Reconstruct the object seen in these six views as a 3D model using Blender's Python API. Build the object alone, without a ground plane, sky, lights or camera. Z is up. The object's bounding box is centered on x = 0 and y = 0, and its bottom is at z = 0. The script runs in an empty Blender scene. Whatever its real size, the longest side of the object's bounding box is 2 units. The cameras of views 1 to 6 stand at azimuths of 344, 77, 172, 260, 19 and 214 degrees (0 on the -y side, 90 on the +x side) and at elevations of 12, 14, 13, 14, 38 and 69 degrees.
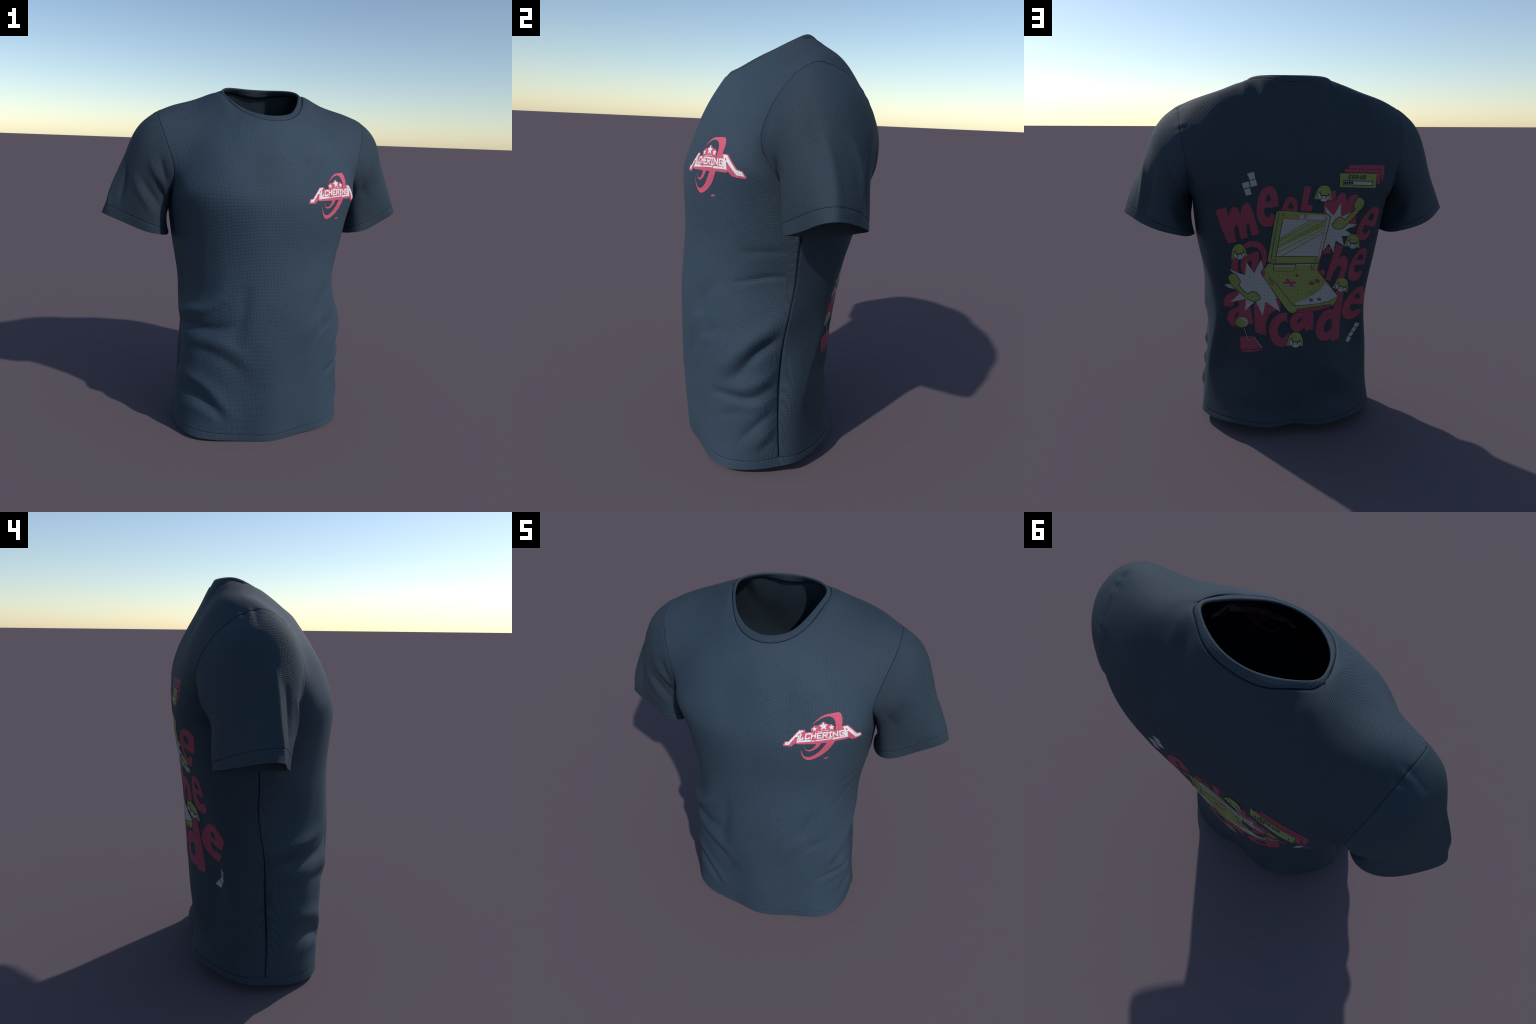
"""A short-sleeved crew-neck T-shirt, worn by nobody, standing on its hem.

The cloth is lofted through cross-sections of the front, the back and the sleeve,
pushed in and out by folds and stitched seams, then cut into garment parts.
The prints are drawn as 2D motifs (signed distances) and laid on the cloth.
"""
import bpy, math
import numpy as np
from mathutils import Vector, Matrix
from mathutils.kdtree import KDTree
from mathutils.bvhtree import BVHTree

THICK = 0.006          # thickness of the cloth

# ----------------------------------------------------------------------------
# 1. cross-sections: half profiles from the side (seam or armhole) to the middle
# ----------------------------------------------------------------------------
LEVELS = ["hem", "hip", "high_hip", "belly", "waist", "ribs", "armpit",
          "chest", "upper_chest", "collar_bone", "shoulder"]
FRONT, BACK, SLEEVE = {}, {}, {}

FRONT["hem"] = [(0.517, 0.004, 0.046), (0.509, -0.097, 0.034), (0.462, -0.223, 0.021), (0.342, -0.302, 0.012), (0.178, -0.337, 0.003), (0, -0.367, 0)]
FRONT["hip"] = [(0.486, -0.007, 0.264), (0.504, -0.106, 0.246), (0.432, -0.222, 0.228), (0.312, -0.309, 0.215), (0.162, -0.361, 0.204), (0, -0.388, 0.193)]
FRONT["high_hip"] = [(0.456, -0.003, 0.497), (0.479, -0.113, 0.469), (0.423, -0.232, 0.449), (0.297, -0.325, 0.434), (0.152, -0.374, 0.421), (0, -0.405, 0.407)]
FRONT["belly"] = [(0.483, 0.011, 0.717), (0.465, -0.116, 0.688), (0.405, -0.242, 0.675), (0.283, -0.341, 0.66), (0.147, -0.398, 0.646), (0, -0.413, 0.633)]
FRONT["waist"] = [(0.488, 0.039, 0.921), (0.441, -0.097, 0.895), (0.378, -0.234, 0.894), (0.27, -0.339, 0.884), (0.14, -0.393, 0.873), (0, -0.412, 0.863)]
FRONT["ribs"] = [(0.519, 0.042, 1.123), (0.485, -0.082, 1.107), (0.405, -0.214, 1.099), (0.285, -0.323, 1.094), (0.146, -0.382, 1.095), (0, -0.402, 1.086)]
FRONT["armpit"] = [(0.539, 0.069, 1.34), (0.524, -0.068, 1.321), (0.456, -0.218, 1.306), (0.317, -0.336, 1.31), (0.155, -0.397, 1.326), (0, -0.405, 1.319)]
FRONT["chest"] = [(0.533, -0.082, 1.434), (0.505, -0.185, 1.426), (0.438, -0.271, 1.433), (0.307, -0.343, 1.446), (0.153, -0.374, 1.455), (0, -0.383, 1.462)]
FRONT["upper_chest"] = [(0.539, -0.15, 1.569), (0.469, -0.19, 1.574), (0.388, -0.242, 1.588), (0.277, -0.295, 1.602), (0.145, -0.311, 1.609), (0, -0.324, 1.62)]
FRONT["collar_bone"] = [(0.596, -0.067, 1.769), (0.489, -0.088, 1.766), (0.383, -0.123, 1.765), (0.268, -0.166, 1.778), (0.145, -0.195, 1.803), (0, -0.208, 1.819)]
FRONT["shoulder"] = [(0.601, 0.075, 1.84), (0.496, 0.104, 1.885), (0.381, 0.118, 1.92), (0.26, 0.097, 1.97), (0.135, 0.016, 2.015), (0, -0.062, 2.028)]

BACK["hem"] = [(0.517, 0.004, 0.046), (0.518, 0.065, 0.056), (0.462, 0.165, 0.06), (0.322, 0.306, 0.084), (0.142, 0.346, 0.068), (0, 0.327, 0.071)]
BACK["hip"] = [(0.486, -0.007, 0.264), (0.493, 0.05, 0.236), (0.456, 0.142, 0.217), (0.338, 0.245, 0.202), (0.183, 0.315, 0.189), (0, 0.325, 0.185)]
BACK["high_hip"] = [(0.456, -0.003, 0.497), (0.479, 0.071, 0.457), (0.443, 0.148, 0.417), (0.345, 0.213, 0.374), (0.207, 0.316, 0.36), (0, 0.339, 0.365)]
BACK["belly"] = [(0.483, 0.011, 0.717), (0.453, 0.116, 0.687), (0.413, 0.198, 0.65), (0.332, 0.216, 0.587), (0.202, 0.315, 0.571), (0, 0.349, 0.575)]
BACK["waist"] = [(0.488, 0.039, 0.921), (0.453, 0.189, 0.909), (0.397, 0.25, 0.889), (0.306, 0.291, 0.848), (0.185, 0.347, 0.815), (0, 0.359, 0.804)]
BACK["ribs"] = [(0.519, 0.042, 1.123), (0.482, 0.224, 1.116), (0.417, 0.307, 1.107), (0.301, 0.35, 1.088), (0.168, 0.376, 1.063), (0, 0.363, 1.049)]
BACK["armpit"] = [(0.539, 0.069, 1.34), (0.519, 0.223, 1.333), (0.441, 0.347, 1.329), (0.314, 0.402, 1.323), (0.157, 0.407, 1.322), (0, 0.398, 1.31)]
BACK["chest"] = [(0.551, 0.206, 1.4), (0.509, 0.324, 1.406), (0.421, 0.392, 1.429), (0.297, 0.411, 1.462), (0.142, 0.404, 1.491), (0, 0.401, 1.501)]
BACK["upper_chest"] = [(0.559, 0.328, 1.528), (0.492, 0.365, 1.558), (0.398, 0.38, 1.582), (0.278, 0.387, 1.609), (0.139, 0.378, 1.636), (0, 0.36, 1.654)]
BACK["collar_bone"] = [(0.584, 0.252, 1.733), (0.5, 0.275, 1.749), (0.399, 0.293, 1.774), (0.275, 0.291, 1.789), (0.14, 0.291, 1.811), (0, 0.279, 1.82)]
BACK["shoulder"] = [(0.601, 0.075, 1.84), (0.496, 0.104, 1.885), (0.381, 0.118, 1.92), (0.26, 0.097, 1.97), (0.139, 0.185, 1.982), (0, 0.208, 1.963)]

# the sleeve of the wearer's left arm: rings from under the arm round the front, over the top and back
SLEEVE["cap"] = [(0.545, 0.075, 1.295), (0.547, -0.028, 1.335), (0.581, -0.102, 1.421), (0.628, -0.119, 1.544), (0.674, -0.086, 1.653), (0.707, -0.017, 1.725), (0.715, 0.087, 1.739), (0.711, 0.172, 1.696), (0.684, 0.252, 1.6), (0.628, 0.3, 1.468), (0.592, 0.246, 1.382), (0.568, 0.152, 1.318)]
SLEEVE["biceps"] = [(0.548, 0.092, 1.268), (0.552, -0.002, 1.292), (0.572, -0.073, 1.384), (0.648, -0.094, 1.452), (0.725, -0.072, 1.514), (0.775, -0.009, 1.554), (0.792, 0.06, 1.564), (0.778, 0.153, 1.535), (0.739, 0.226, 1.48), (0.682, 0.264, 1.409), (0.636, 0.252, 1.338), (0.59, 0.165, 1.272)]
SLEEVE["lower"] = [(0.545, 0.108, 1.212), (0.556, 0.012, 1.226), (0.585, -0.062, 1.271), (0.663, -0.076, 1.313), (0.75, -0.055, 1.357), (0.825, -0.008, 1.395), (0.857, 0.048, 1.407), (0.833, 0.137, 1.389), (0.774, 0.21, 1.349), (0.701, 0.263, 1.301), (0.632, 0.258, 1.255), (0.586, 0.183, 1.219)]
SLEEVE["cuff"] = [(0.53, 0.132, 1.159), (0.547, 0.027, 1.152), (0.597, -0.054, 1.165), (0.671, -0.061, 1.182), (0.772, -0.026, 1.22), (0.871, 0.005, 1.262), (0.912, 0.056, 1.278), (0.875, 0.126, 1.264), (0.805, 0.204, 1.234), (0.721, 0.258, 1.206), (0.631, 0.26, 1.18), (0.562, 0.205, 1.161)]


# ----------------------------------------------------------------------------
# 2. loft: cubic splines through the cross-sections
# ----------------------------------------------------------------------------
def spline_weights(t, n, periodic=False):
    """Rows of weights that interpolate n knots at 0..n-1 with a cubic spline."""
    t = np.asarray(t, float)
    A, Bm = np.zeros((n, n)), np.zeros((n, n))
    for i in range(n):
        if not periodic and i in (0, n - 1):
            A[i, i] = 1
            continue
        a, b = (i - 1) % n, (i + 1) % n
        A[i, a] += 1; A[i, i] += 4; A[i, b] += 1
        Bm[i, a] += 6; Bm[i, i] -= 12; Bm[i, b] += 6
    D = np.linalg.solve(A, Bm)
    i = np.floor(t).astype(int)
    if periodic:
        i %= n
    else:
        i = np.clip(i, 0, n - 2)
    f = t - np.floor(t) if periodic else t - i
    j = (i + 1) % n
    g = 1 - f
    out = np.zeros((len(t), n))
    k = np.arange(len(t))
    out[k, i] += g
    out[k, j] += f
    return out + ((g**3 - g)[:, None] * D[i] + (f**3 - f)[:, None] * D[j]) / 6


def whole(half):
    """11 levels x 11 columns from 6-point half profiles, mirrored."""
    net = np.array([half[l] for l in LEVELS])
    return np.concatenate([net, net[:, 4::-1] * [-1, 1, 1]], 1)


def merge_sorted(*parts):
    v = np.unique(np.round(np.concatenate([np.atleast_1d(p) for p in parts]), 4))
    return v[np.concatenate([[True], np.diff(v) > 0.0009])]


ARMPIT, TOP, HEM_W = 6, 10, 0.205
fine = np.array([0, .024, .048, .075, .105, .14])
U = merge_sorted(fine, 10 - fine, np.linspace(.2, 9.8, 176), 3.0, 5.0, 7.0)
U = merge_sorted(U[U < 5], 5.0, 10 - U[U < 5])
W = merge_sorted(np.linspace(0, 9.8, 262), HEM_W + np.array([-.03, -.018, -.01, -.004, 0, .004, .01, .018, .03]),
                 10 - np.array([0, .02, .04, .065, .1, .15]), float(ARMPIT))


def neck_limit(u):
    """Level at which the front panel ends: the scoop of the neckline, dipping in the middle."""
    d = np.abs(u - 5)
    return np.where(d < 2, np.minimum(10, 8.96 + .235 * d**2 + .1 * np.maximum(0, d - 1.6)**2 / .16), 10.0)


def panel(half, other, scoop):
    """One panel; outside the neck its columns run on over the shoulder into the other panel."""
    net, net2, Mu = whole(half), whole(other), spline_weights(U, 11)
    over = np.concatenate([net, net2[-2::-1]])
    P = np.zeros((len(W), len(U), 3))
    for j, u in enumerate(U):
        w = W.copy()
        if scoop:
            up = w > 5
            w[up] = 5 + (w[up] - 5) * (neck_limit(u) - 5) / 5
        alone = np.einsum("wr,rk->wk", spline_weights(w, 11), np.einsum("c,rck->rk", Mu[j], net))
        through = np.einsum("wr,rk->wk", spline_weights(w, 21), np.einsum("c,rck->rk", Mu[j], over))
        b = np.clip((abs(u - 5) - 1.3) / .7, 0, 1)
        b = b * b * (3 - 2 * b)
        P[:, j] = alone * (1 - b) + through * b
    return P


PF, PB = panel(FRONT, BACK, True), panel(BACK, FRONT, False)
# sew the panels: the shoulder seams and the side seams are shared
shoulder = np.abs(U - 5) >= 2 - 1e-6
gap = (PF[-1] - PB[-1]) / 2 * shoulder[:, None]
fall = np.clip((W - 8.5) / 1.5, 0, 1)**2
PF -= gap[None] * fall[:, None, None]
PB += gap[None] * fall[:, None, None]
for col, e in ((0, U), (-1, 10 - U)):
    gap = (PF[:, col] - PB[:, col]) / 2 * (W <= ARMPIT)[:, None]
    fall = np.exp(-(e / .5)**2)
    PF -= gap[:, None] * fall[None, :, None]
    PB += gap[:, None] * fall[None, :, None]
    PB[W <= ARMPIT + 1e-6, col] = PF[W <= ARMPIT + 1e-6, col]
PB[-1, shoulder] = PF[-1, shoulder]

# sleeves: from the armhole (front edge up, back edge down) to the cuff
up = np.where(W >= ARMPIT - 1e-6)[0]
CUFF_S = 3.60
S = merge_sorted(np.array([0, .02, .04, .065, .095]), np.linspace(.12, 3.97, 100),
                 CUFF_S + np.array([-.05, -.03, -.016, -.007, 0, .007, .016, .03, .05]), 4.0)


def sleeve(side):
    col = 0 if side > 0 else -1
    hole = np.concatenate([PF[up, col], PB[up[-2:0:-1], col]])
    lv = (W[up] - ARMPIT) / (TOP - ARMPIT) / 2
    phi = np.concatenate([lv, 1 - lv[-2:0:-1]])
    rings = np.array([SLEEVE[k] for k in ("cap", "biceps", "lower", "cuff")]) * [side, 1, 1]
    Mp, Ms = spline_weights(phi * 12, 12, True), spline_weights(S, 5)
    P = Ms[:, 0][:, None, None] * hole[None]
    P = P + np.einsum("sr,pq,rqk->spk", Ms[:, 1:], Mp, rings)
    P[0] = hole
    return P


PSL, PSR = sleeve(1), sleeve(-1)

# ----------------------------------------------------------------------------
# 3. one welded cloth
# ----------------------------------------------------------------------------
REGIONS = ["front_panel", "back_panel", "sleeve", "sleeve_far", "hem", "cuff", "cuff_far", "back_hem"]
pts, quads, region = [], [], []


def add_grid(P, wrap, flip, tag):
    base = sum(len(p) for p in pts)
    n, m = P.shape[:2]
    pts.append(P.reshape(-1, 3))
    i, j = np.meshgrid(np.arange(n - 1), np.arange(m if wrap else m - 1), indexing="ij")
    k = (j + 1) % m
    q = np.stack([i * m + j, i * m + k, (i + 1) * m + k, (i + 1) * m + j], -1).reshape(-1, 4) + base
    quads.append(q[:, ::-1] if flip else q)
    region.append(np.array([tag(a) for a in range(n - 1)])[i.ravel()])


hem_row = int(np.argmin(np.abs(W - HEM_W)))
cuff_row = int(np.argmin(np.abs(S - CUFF_S)))
add_grid(PF, False, True, lambda a: 4 if a < hem_row else 0)
add_grid(PB, False, False, lambda a: 7 if a < hem_row else 1)
add_grid(PSL, True, True, lambda a: 5 if a >= cuff_row else 2)
add_grid(PSR, True, False, lambda a: 6 if a >= cuff_row else 3)
allp = np.concatenate(pts)
key, first, inv = np.unique(np.round(allp, 5), axis=0, return_index=True, return_inverse=True)
V = allp[first]
Q = inv.ravel()[np.concatenate(quads)]
REG = np.concatenate(region)


def vertex_normals(V, Q):
    n = np.cross(V[Q[:, 2]] - V[Q[:, 0]], V[Q[:, 3]] - V[Q[:, 1]])
    out = np.zeros_like(V)
    for c in range(4):
        np.add.at(out, Q[:, c], n)
    return out / (np.linalg.norm(out, axis=1, keepdims=True) + 1e-12)


def near(points, curve, reach):
    """Distance of every point to a polyline, up to `reach`, and the place along it (0..1)."""
    curve = np.asarray(curve, float)
    d, t = np.full(len(points), 1e3), np.zeros(len(points))
    box = np.all((points > curve.min(0) - reach) & (points < curve.max(0) + reach), 1)
    idx = np.where(box)[0]
    p = points[idx]
    best, bt = np.full(len(idx), 1e3), np.zeros(len(idx))
    L = np.concatenate([[0], np.cumsum(np.linalg.norm(np.diff(curve, axis=0), axis=1))])
    for k in range(len(curve) - 1):
        a, b = curve[k], curve[k + 1] - curve[k]
        h = np.clip((p - a) @ b / (b @ b + 1e-12), 0, 1)
        dd = np.linalg.norm(p - a - h[:, None] * b, axis=1)
        m = dd < best
        best[m], bt[m] = dd[m], (L[k] + h[m] * (L[k + 1] - L[k])) / L[-1]
    d[idx], t[idx] = best, bt
    return d, t


def smooth_curve(p, n=24):
    p = np.asarray(p, float)
    return spline_weights(np.linspace(0, len(p) - 1, n), len(p)) @ p if len(p) > 2 else p


# ---- folds: (height, half width, points along the crest or the valley) ---------------
FOLDS = []
# wearer right flank, front panel
FOLDS.append((0.017, 0.045, [(-0.483, 0.003, 0.716), (-0.442, -0.152, 0.749), (-0.382, -0.249, 0.781), (-0.314, -0.31, 0.841), (-0.281, -0.331, 0.888)]))
FOLDS.append((-0.0153, 0.04, [(-0.477, -0.035, 0.651), (-0.427, -0.214, 0.665), (-0.356, -0.29, 0.671), (-0.27, -0.348, 0.692), (-0.215, -0.376, 0.724)]))
FOLDS.append((-0.0102, 0.05, [(-0.175, -0.378, 0.944), (-0.179, -0.384, 0.85), (-0.191, -0.385, 0.753), (-0.215, -0.375, 0.64), (-0.241, -0.36, 0.581)]))
FOLDS.append((0.0102, 0.06, [(-0.474, -0.109, 0.583), (-0.403, -0.252, 0.6), (-0.295, -0.333, 0.595), (-0.191, -0.374, 0.531), (-0.129, -0.384, 0.449)]))
FOLDS.append((-0.0068, 0.045, [(-0.447, -0.195, 0.562), (-0.359, -0.291, 0.541), (-0.273, -0.34, 0.501), (-0.174, -0.368, 0.432)]))
FOLDS.append((0.01105, 0.045, [(-0.493, -0.084, 0.356), (-0.431, -0.221, 0.369), (-0.347, -0.291, 0.321), (-0.271, -0.327, 0.227), (-0.226, -0.34, 0.168)]))
FOLDS.append((-0.0119, 0.034, [(-0.501, -0.107, 0.276), (-0.418, -0.234, 0.256), (-0.325, -0.302, 0.203), (-0.28, -0.322, 0.144)]))
FOLDS.append((0.0051, 0.04, [(-0.493, -0.143, 0.183), (-0.407, -0.249, 0.182), (-0.303, -0.313, 0.125)]))
FOLDS.append((0.00595, 0.035, [(-0.467, -0.088, 0.722), (-0.437, -0.165, 0.748), (-0.38, -0.253, 0.774), (-0.333, -0.297, 0.806)]))
FOLDS.append((-0.00425, 0.03, [(-0.474, -0.016, 0.635), (-0.471, -0.096, 0.672), (-0.452, -0.164, 0.669), (-0.407, -0.235, 0.7)]))
FOLDS.append((0.0034, 0.04, [(-0.467, -0.035, 0.482), (-0.481, -0.12, 0.439), (-0.404, -0.249, 0.342)]))
FOLDS.append((-0.0034, 0.035, [(-0.472, -0.029, 0.407), (-0.488, -0.121, 0.363), (-0.364, -0.278, 0.257)]))
# wearer left flank, front panel
FOLDS.append((-0.006, 0.016, [(0.388, -0.216, 0.911), (0.427, -0.137, 0.93), (0.459, -0.058, 0.949), (0.49, 0.035, 0.955)]))
FOLDS.append((-0.004, 0.022, [(0.401, -0.207, 1.047), (0.47, -0.096, 1.065), (0.51, 0.033, 1.075)]))
FOLDS.append((0.016, 0.055, [(0.486, 0.019, 0.768), (0.477, -0.046, 0.717), (0.466, -0.121, 0.668), (0.445, -0.196, 0.592), (0.391, -0.265, 0.499)]))
FOLDS.append((-0.02, 0.036, [(0.481, 0.009, 0.698), (0.477, -0.043, 0.649), (0.473, -0.109, 0.605), (0.461, -0.169, 0.536), (0.44, -0.211, 0.477)]))
FOLDS.append((-0.006, 0.045, [(0.477, -0.107, 0.509), (0.454, -0.188, 0.488), (0.386, -0.268, 0.437)]))
FOLDS.append((0.01, 0.04, [(0.456, -0.002, 0.522), (0.476, -0.068, 0.481), (0.474, -0.144, 0.442), (0.43, -0.223, 0.414)]))
FOLDS.append((-0.013, 0.03, [(0.458, -0.005, 0.437), (0.483, -0.071, 0.412), (0.48, -0.142, 0.382), (0.431, -0.221, 0.376), (0.341, -0.297, 0.372)]))
FOLDS.append((0.006, 0.035, [(0.468, -0.007, 0.366), (0.491, -0.073, 0.358), (0.476, -0.156, 0.342)]))
FOLDS.append((-0.01, 0.026, [(0.476, -0.008, 0.319), (0.501, -0.072, 0.29), (0.495, -0.133, 0.235), (0.465, -0.192, 0.155)]))
FOLDS.append((-0.005, 0.03, [(0.484, -0.144, 0.322), (0.444, -0.206, 0.297), (0.372, -0.272, 0.25)]))
FOLDS.append((0.006, 0.032, [(0.488, -0.007, 0.257), (0.51, -0.07, 0.209), (0.497, -0.138, 0.142)]))
FOLDS.append((-0.005, 0.024, [(0.498, -0.005, 0.19), (0.512, -0.054, 0.161), (0.51, -0.098, 0.119)]))
FOLDS.append((-0.009, 0.034, [(0.382, -0.265, 0.69), (0.327, -0.313, 0.66), (0.266, -0.35, 0.622), (0.204, -0.372, 0.555), (0.139, -0.383, 0.473)]))
FOLDS.append((0.006, 0.045, [(0.337, -0.301, 0.73), (0.251, -0.358, 0.705), (0.165, -0.391, 0.62)]))
FOLDS.append((-0.012, 0.05, [(0.331, -0.29, 0.886), (0.282, -0.334, 0.83), (0.275, -0.344, 0.738), (0.303, -0.328, 0.672)]))
FOLDS.append((0.008, 0.045, [(0.353, -0.293, 0.655), (0.262, -0.352, 0.614), (0.172, -0.38, 0.529)]))
# left sleeve (wearer)
FOLDS.append((-0.007, 0.035, [(0.743, -0.017, 1.647), (0.787, 0.002, 1.538), (0.838, 0.016, 1.429), (0.882, 0.024, 1.326)]))
FOLDS.append((0.007, 0.03, [(0.789, 0.021, 1.56), (0.83, 0.05, 1.471), (0.871, 0.06, 1.374), (0.908, 0.055, 1.289)]))
FOLDS.append((-0.004, 0.03, [(0.576, -0.136, 1.524), (0.598, -0.106, 1.453), (0.655, -0.084, 1.382)]))
FOLDS.append((0.004, 0.03, [(0.625, -0.119, 1.603), (0.593, -0.131, 1.53), (0.553, -0.086, 1.406)]))
FOLDS.append((0.01, 0.024, [(0.776, 0.126, 1.576), (0.785, 0.166, 1.487), (0.797, 0.179, 1.399), (0.823, 0.175, 1.295)]))
FOLDS.append((-0.008, 0.03, [(0.729, 0.225, 1.535), (0.741, 0.225, 1.464), (0.759, 0.219, 1.376), (0.777, 0.218, 1.282)]))
FOLDS.append((-0.012, 0.022, [(0.657, 0.291, 1.544), (0.623, 0.294, 1.459), (0.577, 0.22, 1.39), (0.548, 0.078, 1.309)]))
FOLDS.append((0.008, 0.024, [(0.619, 0.309, 1.52), (0.582, 0.284, 1.441), (0.554, 0.134, 1.373)]))
# right sleeve (wearer)
FOLDS.append((0.011, 0.02, [(-0.778, 0.029, 1.594), (-0.809, 0.027, 1.514), (-0.844, 0.028, 1.431), (-0.868, 0.022, 1.361), (-0.879, 0.013, 1.292)]))
FOLDS.append((-0.009, 0.024, [(-0.773, -0.013, 1.557), (-0.784, -0.021, 1.491), (-0.801, -0.023, 1.411), (-0.816, -0.02, 1.332)]))
FOLDS.append((-0.006, 0.05, [(-0.781, 0.084, 1.589), (-0.816, 0.078, 1.495), (-0.858, 0.073, 1.397)]))
FOLDS.append((-0.009, 0.022, [(-0.598, -0.13, 1.591), (-0.587, -0.132, 1.521), (-0.568, -0.121, 1.459)]))
FOLDS.append((0.006, 0.026, [(-0.651, -0.109, 1.582), (-0.629, -0.112, 1.51), (-0.589, -0.108, 1.441)]))
FOLDS.append((-0.007, 0.022, [(-0.697, -0.086, 1.487), (-0.664, -0.088, 1.422), (-0.618, -0.08, 1.353), (-0.594, -0.07, 1.3)]))
FOLDS.append((0.006, 0.026, [(-0.739, -0.064, 1.494), (-0.713, -0.076, 1.416), (-0.668, -0.078, 1.334), (-0.628, -0.073, 1.264)]))
FOLDS.append((-0.003, 0.016, [(-0.606, 0.086, 1.833), (-0.666, 0.086, 1.793), (-0.686, 0.08, 1.775)]))
FOLDS.append((0.0025, 0.02, [(-0.599, 0.104, 1.828), (-0.655, 0.109, 1.794)]))
# back
FOLDS.append((-0.01, 0.06, [(0.341, 0.207, 0.461), (0.199, 0.319, 0.381), (0.047, 0.335, 0.313)]))
FOLDS.append((0.009, 0.055, [(-0.107, 0.34, 0.474), (-0.262, 0.284, 0.35), (-0.424, 0.183, 0.186)]))
FOLDS.append((0.008, 0.05, [(0.384, 0.2, 0.267), (0.273, 0.278, 0.23), (0.119, 0.324, 0.207)]))
FOLDS.append((-0.008, 0.05, [(-0.15, 0.327, 0.299), (-0.271, 0.286, 0.186), (-0.378, 0.248, 0.114)]))
FOLDS.append((0.006, 0.03, [(0.411, 0.209, 0.723), (0.429, 0.176, 0.597), (0.456, 0.135, 0.452), (0.473, 0.108, 0.317)]))
FOLDS.append((-0.006, 0.05, [(0.355, 0.198, 0.519), (0.39, 0.181, 0.412), (0.432, 0.161, 0.273)]))
FOLDS.append((0.004, 0.05, [(-0.26, 0.276, 0.52), (-0.343, 0.211, 0.4), (-0.425, 0.166, 0.284)]))
FOLDS.append((-0.012, 0.045, [(0.01, 0.326, 0.201), (0.008, 0.324, 0.134), (0.007, 0.326, 0.081)]))
FOLDS.append((-0.008, 0.03, [(-0.561, 0.33, 1.554), (-0.556, 0.319, 1.496), (-0.523, 0.307, 1.414)]))
FOLDS.append((-0.008, 0.03, [(0.56, 0.33, 1.547), (0.548, 0.313, 1.473), (0.516, 0.305, 1.397)]))
FOLDS.append((-0.006, 0.06, [(-0.311, 0.239, 0.643), (-0.373, 0.193, 0.538), (-0.462, 0.126, 0.449)]))

# round the corners of the neckline where the front meets the back
def weld_curve(P):
    return np.array([welded[tuple(a)] for a in np.round(P, 5)])
welded = {tuple(a): i for i, a in enumerate(key)}
scoop = np.abs(U - 5) <= 2 + 1e-6
loop = np.concatenate([weld_curve(PF[-1, scoop]), weld_curve(PB[-1, scoop])[::-1][1:-1]])
round_ = V[loop].copy()
for _ in range(20):
    round_ = round_ * .5 + (np.roll(round_, 1, 0) + np.roll(round_, -1, 0)) * .25
shift = round_ - V[loop]
zone = np.where((V[:, 2] > 1.75) & (np.abs(V[:, 0]) < .34))[0]
tree = KDTree(len(loop))
for i, v in enumerate(V[loop]):
    tree.insert(v, i)
tree.balance()
for i in zone:
    _, k, d = tree.find(V[i])
    if d < .05:
        rest_w = math.exp(-(d / .02)**2)
        V[i] = V[i] + shift[k] * rest_w

# relax the cloth over the shoulder seams and round the sleeve heads
E = np.concatenate([Q[:, [a, (a + 1) % 4]] for a in range(4)])
E = np.unique(np.sort(E, 1), axis=0)
shoulder_line = [PF[-1, U <= 3], PF[-1, U >= 7]]
soft = np.zeros(len(V))
for line in shoulder_line:
    soft = np.maximum(soft, np.exp(-(near(V, line[::4], .12)[0] / .03)**2))
for P in (PSL, PSR):
    head = P[0, ::4]
    head = head[head[:, 2] > 1.62]
    soft = np.maximum(soft, np.exp(-(near(V, head, .14)[0] / .05)**2))
edge_use = np.sort(np.concatenate([Q[:, [a, (a + 1) % 4]] for a in range(4)]), 1)
u_, c_ = np.unique(edge_use, axis=0, return_counts=True)
border = np.unique(u_[c_ == 1])
soft[border] = 0


def relax(V, weight, rounds, along=None):
    """Laplacian smoothing where weight > 0, only along given directions if any."""
    ee = E[(weight[E[:, 0]] > .01) | (weight[E[:, 1]] > .01)]
    ids = np.unique(ee)
    loc = np.searchsorted(ids, ee)
    n = len(ids)
    cnt = np.bincount(loc.ravel(), minlength=n)
    w = (weight[ids] * (weight[ids] > .01))[:, None]
    p = V[ids]
    for _ in range(rounds):
        acc = np.stack([np.bincount(loc[:, 0], p[loc[:, 1], k], n) + np.bincount(loc[:, 1], p[loc[:, 0], k], n) for k in range(3)], 1)
        step_ = (acc / cnt[:, None] - p) * w
        if along is not None:
            step_ = along[ids] * np.einsum("ij,ij->i", step_, along[ids])[:, None]
        p = p + step_
    out = V.copy()
    out[ids] = p
    return out


rest, N0 = V.copy(), vertex_normals(V, Q)
V = relax(V, .6 * soft, 120, N0)
# ease the whole armhole so that the sleeve runs into the panels without a pinch
ease = np.zeros(len(V))
for P in (PSL, PSR):
    ease = np.maximum(ease, np.exp(-(near(V, np.concatenate([P[0, ::3], P[0, :1]]), .09)[0] / .024)**2))
ease[border] = 0
V = relax(V, .5 * ease, 24)
# keep the height that relaxing lost
lost = np.einsum("ij,ij->i", rest - V, vertex_normals(V, Q))
V = V + vertex_normals(V, Q) * (np.clip(lost, 0, .02) * .5)[:, None]

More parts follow.
